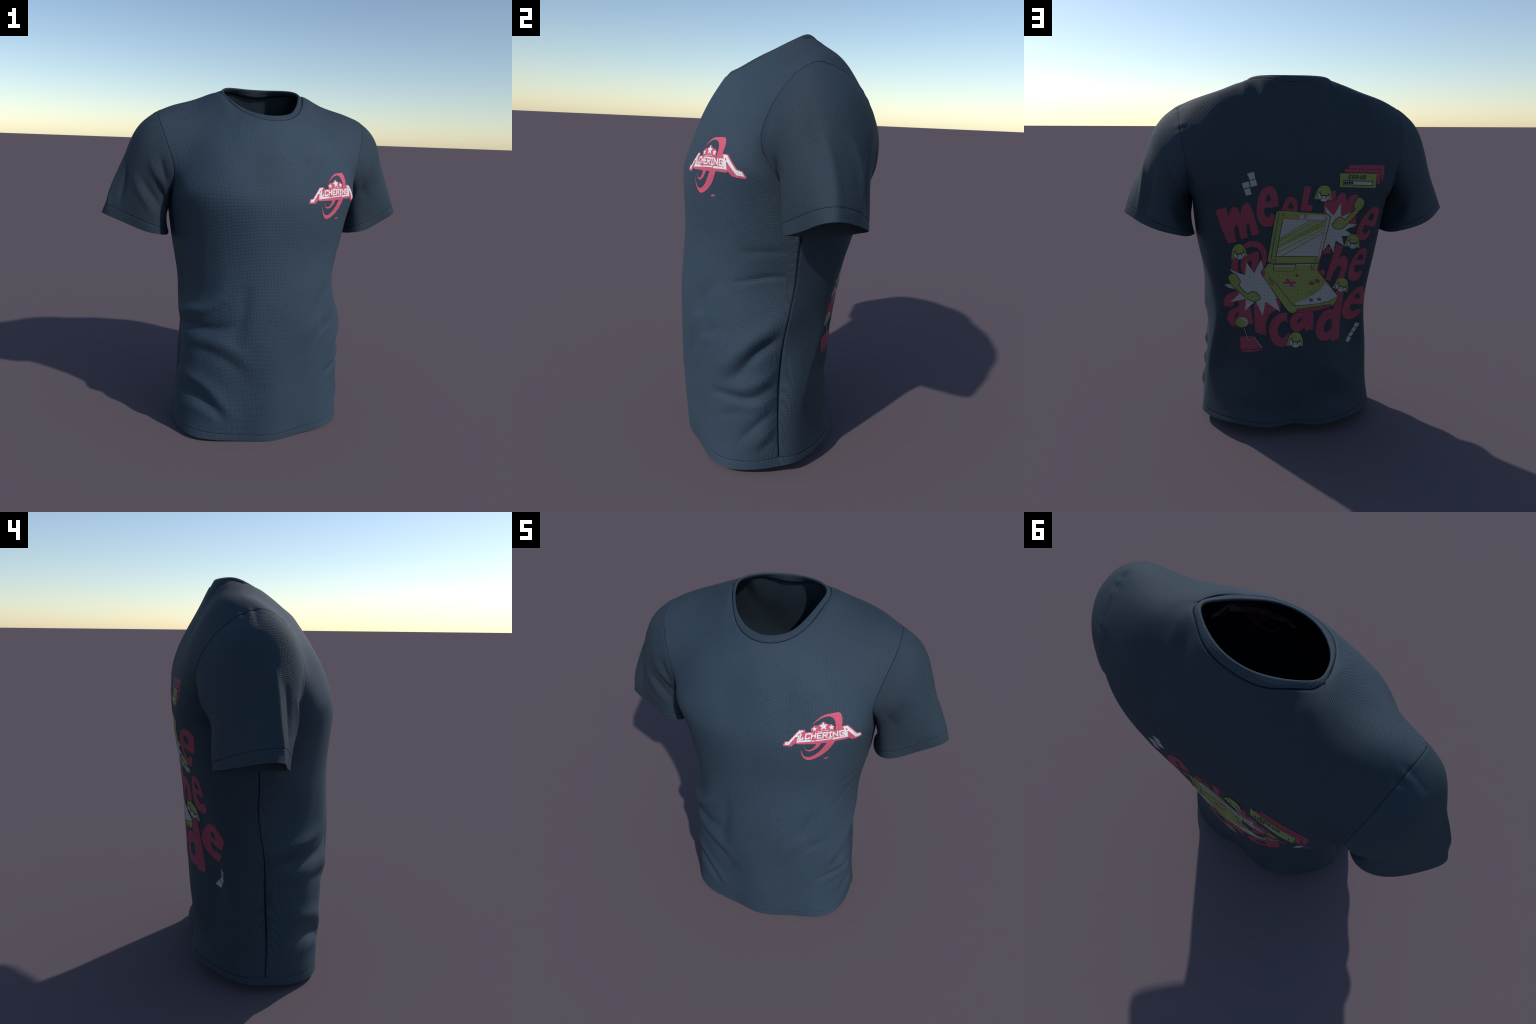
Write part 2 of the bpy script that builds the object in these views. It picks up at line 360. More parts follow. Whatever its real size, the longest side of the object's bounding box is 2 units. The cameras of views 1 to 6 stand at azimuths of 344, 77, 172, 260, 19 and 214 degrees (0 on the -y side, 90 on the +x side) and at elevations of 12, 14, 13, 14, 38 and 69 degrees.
Nv = vertex_normals(V, Q)
push = np.zeros(len(V))
for height, width, line in FOLDS:
    curve = smooth_curve(line)
    d, t = near(V, curve, 3.2 * width)
    taper = np.sin(np.pi * np.clip(t * .92 + .04, 0, 1))**.7
    push += 1.25 * height * (1 + .6 * (d / width)**2)**-2.6 * np.where(d < 1, taper, 0)
# folds calm down where the side seams hold the cloth
for col in (0, -1):
    d, _ = near(V, PF[W <= ARMPIT + 1e-6, col][::4], .12)
    push *= 1 - .7 * np.exp(-(d / .05)**2)
# low, broad unevenness of hanging cloth
def hum(p, s, seed):
    r = np.random.default_rng(seed)
    out = np.zeros(len(p))
    for _ in range(7):
        k = r.normal(size=3) * s * np.array([1.2, 1.2, .8])
        out += np.sin(p @ k + r.uniform(0, 6.28))
    return out / 7
push += .0030 * hum(V, 9, 3) + .0012 * hum(V, 24, 5)
behind = np.clip(V[:, 1] * 6, 0, 1) * np.clip((1.15 - V[:, 2]) * 2, 0, 1)
push += .0055 * behind * hum(V * [1, 1, .55], 8, 11)
push += .004 * np.clip((.22 - V[:, 2]) * 5, 0, 1) * hum(V * [1, 1, .3], 11, 17)   # the hem waves
# puckers where the sleeve head is gathered into the armhole
for P in (PSL, PSR):
    top = P[0][P[0][:, 2] > 1.6]
    d, t = near(V, np.concatenate([top[::3]]), .09)
    push += .0022 * np.exp(-(d / .03)**2) * np.where(d < 1, np.sin(t * 61 + 2 * np.sin(t * 23)) * np.sin(math.pi * np.clip(t, 0, 1)), 0)
V = V + Nv * push[:, None]

# stitched seams: narrow grooves
side_rows = np.where((W <= ARMPIT + 1e-6) & (W >= HEM_W))[0]
curve_index = {
    "side": [weld_curve(PF[side_rows, c]) for c in (0, -1)],
    "armhole": [weld_curve(P[0]) for P in (PSL, PSR)],
    "neck": [weld_curve(PF[-1, np.abs(U - 5) <= 2 + 1e-6]), weld_curve(PB[-1, np.abs(U - 5) <= 2 + 1e-6])],
    "hem": [weld_curve(PF[hem_row]), weld_curve(PB[hem_row])],
    "cuff": [weld_curve(P[cuff_row]) for P in (PSL, PSR)],
}
groove = {"side": (.0050, .0045), "armhole": (.0022, .0038), "neck": (.006, .005), "hem": (.0016, .0035), "cuff": (.0014, .0035)}
Nv = vertex_normals(V, Q)
sink = np.zeros(len(V))
for name, curves in curve_index.items():
    depth, width = groove[name]
    tree = KDTree(sum(len(c) * 3 for c in curves))
    for c in curves:
        dense = V[c]
        for a, b in zip(dense[:-1], dense[1:]):
            for f in (0, .33, .67):
                tree.insert(a + (b - a) * f, 0)
    tree.balance()
    near_box = np.zeros(len(V), bool)
    for c in curves:
        near_box |= np.all((V > V[c].min(0) - .03) & (V < V[c].max(0) + .03), 1)
    for i in np.where(near_box)[0]:
        d = tree.find(V[i])[2]
        if d < .03:
            sink[i] = max(sink[i], depth * math.exp(-(d / width)**2))
V = V - Nv * sink[:, None]
V[:, 2] -= V[:, 2].min()
Nv = vertex_normals(V, Q)

# inside of the cloth and the rims of its openings
nV = len(V)
V2 = np.concatenate([V, V - Nv * THICK])
N2 = np.concatenate([Nv, -Nv])
he = np.concatenate([np.stack([Q[:, a], Q[:, (a + 1) % 4], np.arange(len(Q))], 1) for a in range(4)])
hk = np.sort(he[:, :2], 1).astype(np.int64) @ np.array([nV, 1])
_, inv_, cnt_ = np.unique(hk, return_inverse=True, return_counts=True)
rim = he[cnt_[inv_.ravel()] == 1]
FACES = np.concatenate([Q, Q[:, ::-1] + nV, np.array([(b, a, a + nV, b + nV) for a, b, f in rim])])
FREG = np.concatenate([REG, REG, np.array([REG[f] for _, _, f in rim])])


# ----------------------------------------------------------------------------
# 4. materials
# ----------------------------------------------------------------------------
class Nodes:
    def __init__(self, name):
        self.mat = bpy.data.materials.new(name)
        self.mat.use_nodes = True
        self.t = self.mat.node_tree
        self.bsdf = self.t.nodes["Principled BSDF"]

    def add(self, kind, op=None, **ins):
        n = self.t.nodes.new(kind)
        if op:
            n.operation = op
        for k, v in ins.items():
            self.set(n, k, v)
        return n

    def set(self, n, k, v):
        sock = n.inputs[int(k[1:]) if k[0] == "i" and k[1:].isdigit() else k.replace("_", " ")]
        if isinstance(v, bpy.types.NodeSocket):
            self.t.links.new(v, sock)
        else:
            sock.default_value = v

    def math(self, op, a, b=0.0):
        return self.add("ShaderNodeMath", op, i0=a, i1=b).outputs[0]

    def mix(self, f, a, b):
        n = self.t.nodes.new("ShaderNodeMix")
        n.data_type = "RGBA"
        for s, v in ((n.inputs[0], f), (n.inputs[6], a), (n.inputs[7], b)):
            if isinstance(v, bpy.types.NodeSocket):
                self.t.links.new(v, s)
            else:
                s.default_value = v
        return n.outputs[2]


METAL = 0.0


def cloth(name, colour, rough=.8, pitch=.0078, radius=.43, weave_dark=.35, bump=.5, dirt=.35, sleeve_like=False, spec=.42, shade_colour=None):
    """Waffle-knit cloth: little cells in rows round the body and up it, with sparse dark lint."""
    m = Nodes(name)
    pos = m.add("ShaderNodeTexCoord").outputs["Object"]
    xyz = m.add("ShaderNodeSeparateXYZ", Vector=pos).outputs
    if sleeve_like:
        ang = m.math("ARCTAN2", xyz[0], xyz[1])
        around = m.math("MULTIPLY", ang, radius * math.tau / pitch)
        rowv = m.math("MULTIPLY", xyz[2], math.tau / pitch)
    else:  # across the panel, stretching a little round the sides; up the panel and over the shoulders
        deep = m.math("SUBTRACT", .4, m.math("ABSOLUTE", xyz[1]))
        side = m.math("MINIMUM", m.math("MAXIMUM", m.math("MULTIPLY", xyz[0], 3.0), -1.0), 1.0)
        around = m.math("MULTIPLY", m.math("ADD", xyz[0], m.math("MULTIPLY", m.math("MULTIPLY", deep, side), .45)), math.tau / pitch)
        high = m.math("MINIMUM", m.math("MAXIMUM", m.math("MULTIPLY", m.math("SUBTRACT", xyz[2], 1.3), 3.0), 0.0), 1.0)
        rowv = m.math("MULTIPLY", m.math("ADD", xyz[2], m.math("MULTIPLY", m.math("MULTIPLY", deep, high), .6)), math.tau / pitch)
    c1 = m.math("MULTIPLY_ADD", m.math("SINE", around), .5); c1.node.inputs[2].default_value = .5
    c2 = m.math("MULTIPLY_ADD", m.math("SINE", rowv), .5); c2.node.inputs[2].default_value = .5
    if not sleeve_like:  # the rows fade out over the shoulders
        top = m.math("MULTIPLY", m.math("MINIMUM", m.math("MAXIMUM", m.math("MULTIPLY", m.math("SUBTRACT", xyz[2], 1.62), 6.0), 0.0), 1.0), .75)
        c2 = m.math("ADD", m.math("MULTIPLY", c2, m.math("SUBTRACT", 1.0, top)), m.math("MULTIPLY", top, .5))
    cell = m.math("MULTIPLY", m.math("POWER", c1, .6), m.math("POWER", c2, .6))
    fuzz = m.add("ShaderNodeTexNoise", Vector=pos, Scale=260.0, Detail=3.0).outputs[0]
    big = m.add("ShaderNodeTexNoise", Vector=pos, Scale=5.0, Detail=3.0).outputs[0]
    # lint: small broken squiggles gathered in patches
    warp = m.add("ShaderNodeTexNoise", Vector=pos, Scale=34.0, Detail=2.0, Distortion=1.2).outputs[0]
    line = m.math("LESS_THAN", m.math("ABSOLUTE", m.math("SUBTRACT", warp, .5)), .012)
    patch = m.math("GREATER_THAN", m.add("ShaderNodeTexNoise", Vector=pos, Scale=21.0, Detail=2.0).outputs[0], .645)
    lint = m.math("MULTIPLY", m.math("MULTIPLY", line, patch), dirt)
    shade = m.math("ADD", m.math("MULTIPLY", cell, weave_dark * 1.6), 1 - weave_dark * .62)
    shade = m.math("MULTIPLY", shade, m.math("ADD", m.math("MULTIPLY", fuzz, .35), .82))
    shade = m.math("MULTIPLY", shade, m.math("ADD", m.math("MULTIPLY", big, .24), .88))
    shade = m.math("MULTIPLY", shade, m.math("SUBTRACT", 1.0, lint))
    if shade_colour:  # shade painted into the colour, growing round the sides to the back
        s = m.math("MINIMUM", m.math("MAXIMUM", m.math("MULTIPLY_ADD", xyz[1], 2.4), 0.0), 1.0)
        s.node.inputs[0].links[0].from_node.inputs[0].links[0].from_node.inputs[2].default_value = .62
        colour = m.mix(s, (*colour, 1), (*shade_colour, 1))
    col = m.add("ShaderNodeVectorMath", "SCALE", Vector=colour if shade_colour else colour[:3])
    m.set(col, "Scale", shade)
    m.set(m.bsdf, "Base Color", col.outputs[0])
    height = m.math("ADD", cell, m.math("MULTIPLY", fuzz, .35))
    b = m.add("ShaderNodeBump", Strength=bump, Distance=.0016, Height=height)
    m.set(m.bsdf, "Normal", b.outputs[0])
    m.set(m.bsdf, "Roughness", rough)
    m.set(m.bsdf, "Specular IOR Level", spec)
    m.set(m.bsdf, "Metallic", METAL)
    return m.mat


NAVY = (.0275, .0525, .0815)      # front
BACK_SHADE = (.0150, .0290, .0455)      # back, same cloth darkened because it faces away from the sun
MID = (.0190, .0365, .0570)        # sleeves and collar, a tone between the front and the back
M_CLOTH = cloth("navy_waffle_cloth", NAVY, shade_colour=BACK_SHADE)
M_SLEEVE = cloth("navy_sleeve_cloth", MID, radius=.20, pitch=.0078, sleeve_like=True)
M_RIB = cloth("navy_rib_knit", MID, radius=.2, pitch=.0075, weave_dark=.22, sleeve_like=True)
M_SEAM = cloth("painted_seam_shadow", (.006, .011, .018), weave_dark=.1, dirt=0.0, spec=.1)
M_INK = {
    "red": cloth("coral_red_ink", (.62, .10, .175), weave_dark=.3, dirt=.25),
    "white": cloth("white_ink", (.80, .79, .78), weave_dark=.28, dirt=.2),
    "darker_red": cloth("darker_red_print", (.235, .036, .068), weave_dark=.3, dirt=.25),
    "darker_white": cloth("darker_white_print", (.285, .29, .30), weave_dark=.28, dirt=.2),
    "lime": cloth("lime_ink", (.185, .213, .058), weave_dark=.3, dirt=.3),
    "dark": cloth("dark_ink", (.009, .013, .02), weave_dark=.2, dirt=0.0),
    "grey": cloth("grey_ink", (.24, .25, .26), weave_dark=.25, dirt=.2),
}

# ----------------------------------------------------------------------------
# 5. garment parts
# ----------------------------------------------------------------------------
def link(o, parent=None):
    bpy.context.scene.collection.objects.link(o)
    if parent:
        o.parent = parent
        o.matrix_parent_inverse = parent.matrix_world.inverted()
    return o


shirt = link(bpy.data.objects.new("t_shirt", None))
shirt["label"] = "navy short-sleeved crew-neck T-shirt with printed graphics front and back"
shirt["category"] = "t-shirt"


def make_part(name, verts, faces, normals, mats, parent, frame=None, midx=None):
    """A mesh object; `frame` sets its own axes so that the weave follows the piece."""
    frame = frame or Matrix.Identity(4)
    inv = np.array(frame.inverted())
    loc = verts @ inv[:3, :3].T + inv[:3, 3]
    me = bpy.data.meshes.new(name)
    me.from_pydata(loc.tolist(), [], [list(map(int, f)) for f in faces])
    for m in mats:
        me.materials.append(m)
    me.polygons.foreach_set("use_smooth", np.ones(len(faces), bool))
    if midx is not None:
        me.polygons.foreach_set("material_index", np.asarray(midx, np.int32))
    if normals is not None:
        me.normals_split_custom_set_from_vertices((normals @ inv[:3, :3].T).tolist())
    o = bpy.data.objects.new(name, me)
    o.matrix_world = frame
    bpy.context.scene.collection.objects.link(o)
    if parent:
        o.parent = parent
        o.matrix_parent_inverse = parent.matrix_world.inverted()
    return o


def cut(regions):
    m = np.isin(FREG, regions)
    f = FACES[m]
    used, local = np.unique(f, return_inverse=True)
    return V2[used], local.reshape(f.shape), N2[used], SEAM_SHADOW[m].astype(int)


def sleeve_frame(side):
    axis = Vector((side * .42, -.01, -.9)).normalized()
    z = -axis
    y = Vector((0, 1, 0))
    x = y.cross(z).normalized()
    y = z.cross(x)
    m = Matrix((x, y, z)).transposed().to_4x4()
    m.translation = Vector((side * .69, .085, 1.42))
    return m


# faces coloured dark to draw the shadow in the seam grooves
mid = V2[FACES].mean(1)
SEAM_SHADOW = np.zeros(len(FACES), bool)
for name, reach in (("side", .0030), ("armhole", .0026), ("neck", .0035), ("hem", .0012), ("cuff", .0012)):
    tree = KDTree(sum(len(c) * 4 for c in curve_index[name]))
    for c in curve_index[name]:
        for a, b in zip(V[c][:-1], V[c][1:]):
            for f in (0, .25, .5, .75):
                tree.insert(a + (b - a) * f, 0)
    tree.balance()
    box = np.zeros(len(FACES), bool)
    for c in curve_index[name]:
        box |= np.all((mid > V[c].min(0) - .02) & (mid < V[c].max(0) + .02), 1)
    for i in np.where(box)[0]:
        if tree.find(mid[i])[2] < reach and not (name == "armhole" and FREG[i] not in (0, 1)):
            SEAM_SHADOW[i] = True

PARTS = {}
for k, name in enumerate(REGIONS):
    v, f, n, st = cut([k])
    sleeve_like = "sleeve" in name or "cuff" in name
    frame = sleeve_frame(-1 if "far" in name else 1) if sleeve_like else None
    parent = shirt if "cuff" not in name else PARTS["sleeve_far" if "far" in name else "sleeve"]
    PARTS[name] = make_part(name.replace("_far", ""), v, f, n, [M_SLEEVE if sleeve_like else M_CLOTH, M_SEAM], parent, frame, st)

# collar: a rib-knit band sewn to the neckline, folded over at its upper edge
seam_f = V[curve_index["neck"][0]]
seam_b = V[curve_index["neck"][1]]
outer = np.concatenate([seam_f, seam_b[::-1][1:-1]])
ang_o = np.unwrap(np.arctan2(outer[:, 0], -(outer[:, 1] - .03)))
outer = outer[np.argsort(ang_o)]
ang_o = np.sort(ang_o)
half = [(0, -.184, 1.834), (.062, -.172, 1.840), (.114, -.144, 1.853), (.168, -.092, 1.882), (.205, -.032, 1.918), (.226, .033, 1.954),
        (.228, .073, 1.976), (.205, .105, 1.991), (.165, .135, 1.996), (.108, .163, 1.997), (.05, .181, 1.997)]
lean = {3: .014, 4: .018, 5: .011}  # the neckline hangs a little tighter on the wearer's left
inner_pts = np.array([(x - lean.get(k, 0), y, z) for k, (x, y, z) in enumerate(half)] + [(0, .186, 1.997)] + [(-x, y, z) for x, y, z in half[:0:-1]])
ring = spline_weights(np.linspace(0, len(inner_pts), 400, endpoint=False), len(inner_pts), True) @ inner_pts
ang_i = np.arctan2(ring[:, 0], -(ring[:, 1] - .03))
o_ = np.argsort(ang_i)
ring, ang_i = ring[o_], ang_i[o_]
NA = 260
theta = np.linspace(-math.pi, math.pi, NA, endpoint=False)
wrap = lambda a, r: np.stack([np.interp(theta, np.concatenate([a - math.tau, a, a + math.tau]), np.tile(r[:, c], 3)) for c in range(3)], 1)
ro, ri = wrap(ang_o, outer), wrap(ang_i, ring)
for _ in range(30):
    if _ < 4:
        ro = ro * .5 + (np.roll(ro, 1, 0) + np.roll(ro, -1, 0)) * .25
    ri = ri * .5 + (np.roll(ri, 1, 0) + np.roll(ri, -1, 0)) * .25
across = ri - ro
tang = np.roll(ro, -1, 0) - np.roll(ro, 1, 0)
nrm = np.cross(tang, across)
nrm /= np.linalg.norm(nrm, axis=1, keepdims=True)
if (nrm[:, 2].mean() < 0):
    nrm = -nrm
for _ in range(6):
    nrm = (np.roll(nrm, 1, 0) + nrm + np.roll(nrm, -1, 0))
    nrm /= np.linalg.norm(nrm, axis=1, keepdims=True)
profile = [(-.30, -.002), (-.12, .0005), (0, -.001), (.05, .0018), (.14, .0028), (.35, .0034), (.6, .0036), (.82, .0034), (.95, .0020), (1.0, -.001), (.96, -.005), (.85, -.007), (.5, -.008), (.1, -.009), (-.30, -.011)]
cv = np.array([[ro[i] + across[i] * a + nrm[i] * h for a, h in profile] for i in range(NA)])
m = len(profile)
cf = [(i * m + j, ((i + 1) % NA) * m + j, ((i + 1) % NA) * m + (j + 1) % m, i * m + (j + 1) % m) for i in range(NA) for j in range(m)]
collar = make_part("collar", cv.reshape(-1, 3), cf, None, [M_RIB], shirt)

# ----------------------------------------------------------------------------
# 6. prints: 2D motifs as signed distances, contoured and laid on the cloth
# ----------------------------------------------------------------------------
def board(ox, oy, s):
    """A local drawing board: its own pixels -> units of the print."""
    def place(pts):
        return [((p[0] * s + ox, p[1] * s + oy) + tuple(p[2:])) for p in pts]
    place.s = s
    return place


def outline(pts, n=9):
    """Closed outline: points are smooth, points with a third entry are corners."""
    m = len(pts)
    P = np.array([p[:2] for p in pts], float)
    corner = np.array([len(p) > 2 for p in pts])
    out = []
    for i in range(m):
        j = (i + 1) % m
        a, b = P[i], P[j]
        L = np.linalg.norm(b - a)
        def tangent(k):
            if corner[k]:
                return np.zeros(2)
            t = P[(k + 1) % m] - P[k - 1]
            return t / (np.linalg.norm(t) + 1e-9) * L
        ta, tb = tangent(i), tangent(j)
        if corner[i] and corner[j]:
            out.append(a[None])
            continue
        if corner[i]:
            ta = (b - a) * 1.5 - tb * .5
        if corner[j]:
            tb = (b - a) * 1.5 - ta * .5
        t = np.linspace(0, 1, n, endpoint=False)[:, None]
        out.append((2*t**3 - 3*t**2 + 1) * a + (t**3 - 2*t**2 + t) * ta + (3*t**2 - 2*t**3) * b + (t**3 - t**2) * tb)
    return np.concatenate(out)


class Shape:
    """A signed distance with a bounding box."""
    def __init__(self, f, lo, hi):
        self.f, self.lo, self.hi = f, np.array(lo, float), np.array(hi, float)

    def __or__(self, o):
        return Shape(lambda x, y: np.minimum(self.f(x, y), o.f(x, y)), np.minimum(self.lo, o.lo), np.maximum(self.hi, o.hi))

    def __sub__(self, o):
        return Shape(lambda x, y: np.maximum(self.f(x, y), -o.f(x, y)), self.lo, self.hi)

    def __and__(self, o):
        return Shape(lambda x, y: np.maximum(self.f(x, y), o.f(x, y)), np.maximum(self.lo, o.lo), np.minimum(self.hi, o.hi))

    def grow(self, r):
        return Shape(lambda x, y: self.f(x, y) - r, self.lo - max(r, 0), self.hi + max(r, 0))


def poly(P):
    P = np.asarray(P, float)[:, :2]

    def f(x, y):
        d = np.full(x.shape, 1e9)
        inside = np.zeros(x.shape, bool)
        for i in range(len(P)):
            a, b = P[i - 1], P[i]
            e = b - a
            wx, wy = x - a[0], y - a[1]
            h = np.clip((wx * e[0] + wy * e[1]) / (e @ e + 1e-12), 0, 1)
            d = np.minimum(d, (wx - e[0] * h)**2 + (wy - e[1] * h)**2)
            if a[1] != b[1]:
                inside ^= ((a[1] > y) != (b[1] > y)) & (x < (b[0] - a[0]) * (y - a[1]) / (b[1] - a[1]) + a[0])
        return np.where(inside, -1, 1) * np.sqrt(d)
    return Shape(f, P.min(0), P.max(0))


def blob(pts):
    return poly(outline(pts))


def stroke(pts, width):
    """Round-ended line; `width` one number or one per point."""
    P = np.asarray([p[:2] for p in pts], float)
    r = np.broadcast_to(np.asarray(width, float) / 2, (len(P),))

    def f(x, y):
        d = np.full(x.shape, 1e9)
        for i in range(len(P) - 1):
            e = P[i + 1] - P[i]
            wx, wy = x - P[i, 0], y - P[i, 1]
            h = np.clip((wx * e[0] + wy * e[1]) / (e @ e + 1e-12), 0, 1)
            d = np.minimum(d, np.hypot(wx - e[0] * h, wy - e[1] * h) - (r[i] + (r[i + 1] - r[i]) * h))
        return d
    return Shape(f, P.min(0) - r.max(), P.max(0) + r.max())


def ellipse(cx, cy, rx, ry, turn=0.0):
    a = np.linspace(0, math.tau, 40, endpoint=False)
    c, s = math.cos(turn), math.sin(turn)
    x, y = rx * np.cos(a), ry * np.sin(a)
    return poly(np.stack([cx + x * c - y * s, cy + x * s + y * c], 1))


def star(cx, cy, r, turn):
    a = np.arange(10) * math.tau / 10 - math.pi / 2 + turn
    rr = np.where(np.arange(10) % 2 == 0, r, r * .42)
    return poly(np.stack([cx + rr * np.cos(a), cy + rr * np.sin(a)], 1))


def contour(shape, step):
    """Polygons (marching squares) of the inside of a shape: points and faces."""
    lo, hi = shape.lo - step * 1.5, shape.hi + step * 1.5
    nx, ny = (np.ceil((hi - lo) / step).astype(int) + 1)
    gx, gy = lo[0] + np.arange(nx) * step, lo[1] + np.arange(ny) * step
    X, Y = np.meshgrid(gx, gy, indexing="ij")
    D = shape.f(X, Y)
    D = np.where(np.abs(D) < step * .02, -step * .02, D)
    ins = D < 0
    P, F = [], []
    index = {}

    def corner(i, j):
        k = (i, j)
        if k not in index:
            index[k] = len(P)
            P.append((gx[i], gy[j]))
        return index[k]

    def crossing(i, j, a, b):
        k = (i, j, a, b) if (i, j) < (a, b) else (a, b, i, j)
        if k not in index:
            t = D[i, j] / (D[i, j] - D[a, b])
            index[k] = len(P)
            P.append((gx[i] + (gx[a] - gx[i]) * t, gy[j] + (gy[b] - gy[j]) * t))
        return index[k]
    cnt = ins[:-1, :-1].astype(int) + ins[1:, :-1] + ins[1:, 1:] + ins[:-1, 1:]
    for i, j in np.argwhere(cnt > 0):
        cs = ((i, j), (i + 1, j), (i + 1, j + 1), (i, j + 1))
        f = []
        for k in range(4):
            a, b = cs[k], cs[(k + 1) % 4]
            if ins[a]:
                f.append(corner(*a))
            if ins[a] != ins[b]:
                f.append(crossing(*a, *b))
        if len(f) > 2:
            F.append(f)
    return np.array(P), F


cloth_tree = BVHTree.FromPolygons([tuple(v) for v in V], [tuple(map(int, q)) for q in Q[np.isin(REG, [0, 1, 4, 7])]])


class Press:
    """Transfers a flat motif on to the cloth along straight lines from a point in front of it."""
    def __init__(self, eye, aim, roll):
        e, a = Vector(eye), Vector(aim)
        f = (a - e).normalized()
        r = f.cross(Vector((0, 0, 1))).normalized()
        s = r.cross(f)
        c, d = math.cos(math.radians(roll)), math.sin(math.radians(roll))
        self.e, self.f, self.r, self.u = e, f, c * r + d * s, c * s - d * r

    def lay(self, P, lift):
        out, nn, ok = [], [], []
        for x, y in P:
            d = (self.f + self.r * ((x - 512) / 1106.5) - self.u * ((y - 512) / 1106.5)).normalized()
            hit, n, i, _ = cloth_tree.ray_cast(self.e, d)
            if hit is None:
                hit, n, i, _ = cloth_tree.find_nearest(self.e + d * 3.1)
            if n.dot(d) > 0:
                n = -n
            out.append(hit + n * lift)
            nn.append(tuple(n))
        return np.array([tuple(o) for o in out]), np.array(nn)


back_press = Press((0.4646, 3.1692, 1.7373), (0.028, -0.06, 0.973), 0.2)
chest_press = Press((0.7698, -2.4552, 2.9411), (-0.036, -0.061, 0.946), -0.6)


def printed(name, layers, press, parent, level=0, step=.6, reverse=False):
    """One printed motif: layers of (shape, ink), each a hair above the one before."""
    verts, faces, midx, inks = [], [], [], []
    for k, (shape, ink) in enumerate(layers):
        P, F = contour(shape, step)
        if not F:
            continue
        lift = (.0011 + .00022 * (level + k)) if not reverse else -(THICK + .0011 + .00022 * (level + k))
        w, _ = press.lay(P, lift)
        n0 = sum(len(v) for v in verts)
        a = P[F[0]]
        verts.append(w)
        if ink not in inks:
            inks.append(ink)
        for f in F:
            faces.append([i + n0 for i in (f if reverse else f[::-1])])
            midx.append(inks.index(ink))
    if not verts:
        return None
    v = np.concatenate(verts)
    return make_part(name, v, faces, None, [M_INK[i] for i in inks], parent, None, midx)


C = 1  # marks a corner of an outline
b1, b2 = board(372, 320, .1148), board(532, 320, .12755)
b3, b4 = board(372, 470, .1148), board(532, 470, .1148)
b5, b6 = board(372, 580, .0893), board(512, 560, .10204)

# ---- back: hand-drawn lettering ---------------------------------------------------------
letters = []
letters.append(blob(b1([(95, 895, C), (150, 858), (215, 835), (283, 822, C), (300, 885), (325, 985, C), (342, 905), (378, 840), (425, 818), (475, 838), (512, 900),
    (530, 950, C), (545, 860), (578, 782), (632, 745), (685, 768), (725, 850), (775, 990), (815, 1130), (855, 1268, C), (845, 1288, C), (740, 1318, C), (718, 1285), (700, 1190),
    (684, 1125), (660, 1100), (640, 1130), (635, 1200), (645, 1270), (662, 1338, C), (650, 1350, C), (548, 1378, C), (528, 1335), (505, 1220), (480, 1155), (457, 1133), (435, 1180),
    (430, 1260), (445, 1350), (465, 1415, C), (335, 1452, C), (305, 1420), (200, 1180), (140, 1010)])))
letters.append(blob(b1([(1185, 803, C), (1186, 700), (1165, 580), (1112, 485), (1030, 455), (940, 490), (870, 580), (828, 720), (812, 880), (825, 1000), (870, 1100), (940, 1155),
    (1020, 1162), (1090, 1137), (1112, 1090), (1127, 952, C), (1080, 934), (1045, 962), (1015, 995), (985, 993), (955, 950), (946, 880), (953, 828, C), (1100, 825)]))
    - blob(b1([(968, 728, C), (972, 665), (1000, 607), (1025, 607), (1055, 655), (1062, 720, C)])))
letters.append(blob(b1([(1238, 862, C), (1270, 800), (1315, 700), (1370, 648), (1425, 642), (1490, 680), (1525, 760), (1528, 830), (1525, 895, C), (1380, 890, C)]))
    - blob(b1([(1360, 845, C), (1370, 790), (1402, 752), (1430, 762), (1448, 800), (1452, 852, C)])))
letters.append(blob(b2([(228, 404, C), (330, 422, C), (276, 702, C), (358, 712, C), (343, 808, C), (160, 795, C)])))
letters.append(blob(b2([(652, 478, C), (720, 480, C), (714, 580), (708, 668, C), (740, 590), (785, 532), (838, 515), (872, 545), (884, 610), (884, 690, C), (915, 610), (965, 555),
    (1020, 540), (1078, 562, C), (1050, 700), (1045, 880), (1020, 1058, C), (920, 1065, C), (800, 960, C), (525, 838, C), (538, 660, C), (600, 648), (658, 640, C)])))
letters.append(blob(b2([(1310, 1050, C), (1340, 1000), (1358, 920), (1380, 860), (1392, 795), (1370, 742), (1330, 735), (1260, 770), (1180, 850), (1110, 960), (1060, 1070), (1040, 1150),
    (1055, 1225), (1110, 1258), (1170, 1250), (1220, 1200), (1264, 1120, C), (1228, 1098), (1200, 1138), (1155, 1148), (1132, 1118), (1145, 1060), (1168, 1012, C)]))
    - blob(b2([(1218, 930, C), (1240, 870), (1275, 830), (1302, 832), (1318, 862), (1302, 915), (1280, 950, C)])))
letters.append(blob(b3([(552, 186, C), (640, 130), (740, 103), (850, 125), (935, 195), (978, 290), (988, 400), (970, 490), (930, 600, C), (870, 570, C), (903, 470), (905, 380), (885, 300),
    (830, 235), (740, 205), (665, 218), (608, 246, C)])))
letters.append(blob(b3([(600, 370, C), (640, 340), (690, 328), (742, 326, C), (752, 302), (850, 287, C), (856, 400), (848, 480), (790, 620), (768, 668, C), (612, 692, C), (560, 640), (535, 540),
    (545, 450)])) - blob(b3([(645, 500, C), (675, 452), (705, 445), (732, 480), (728, 540), (710, 580, C)])))
letters.append(blob(b3([(385, 412, C), (494, 422, C), (486, 510), (490, 655, C), (430, 640, C), (374, 605, C), (372, 510)])))
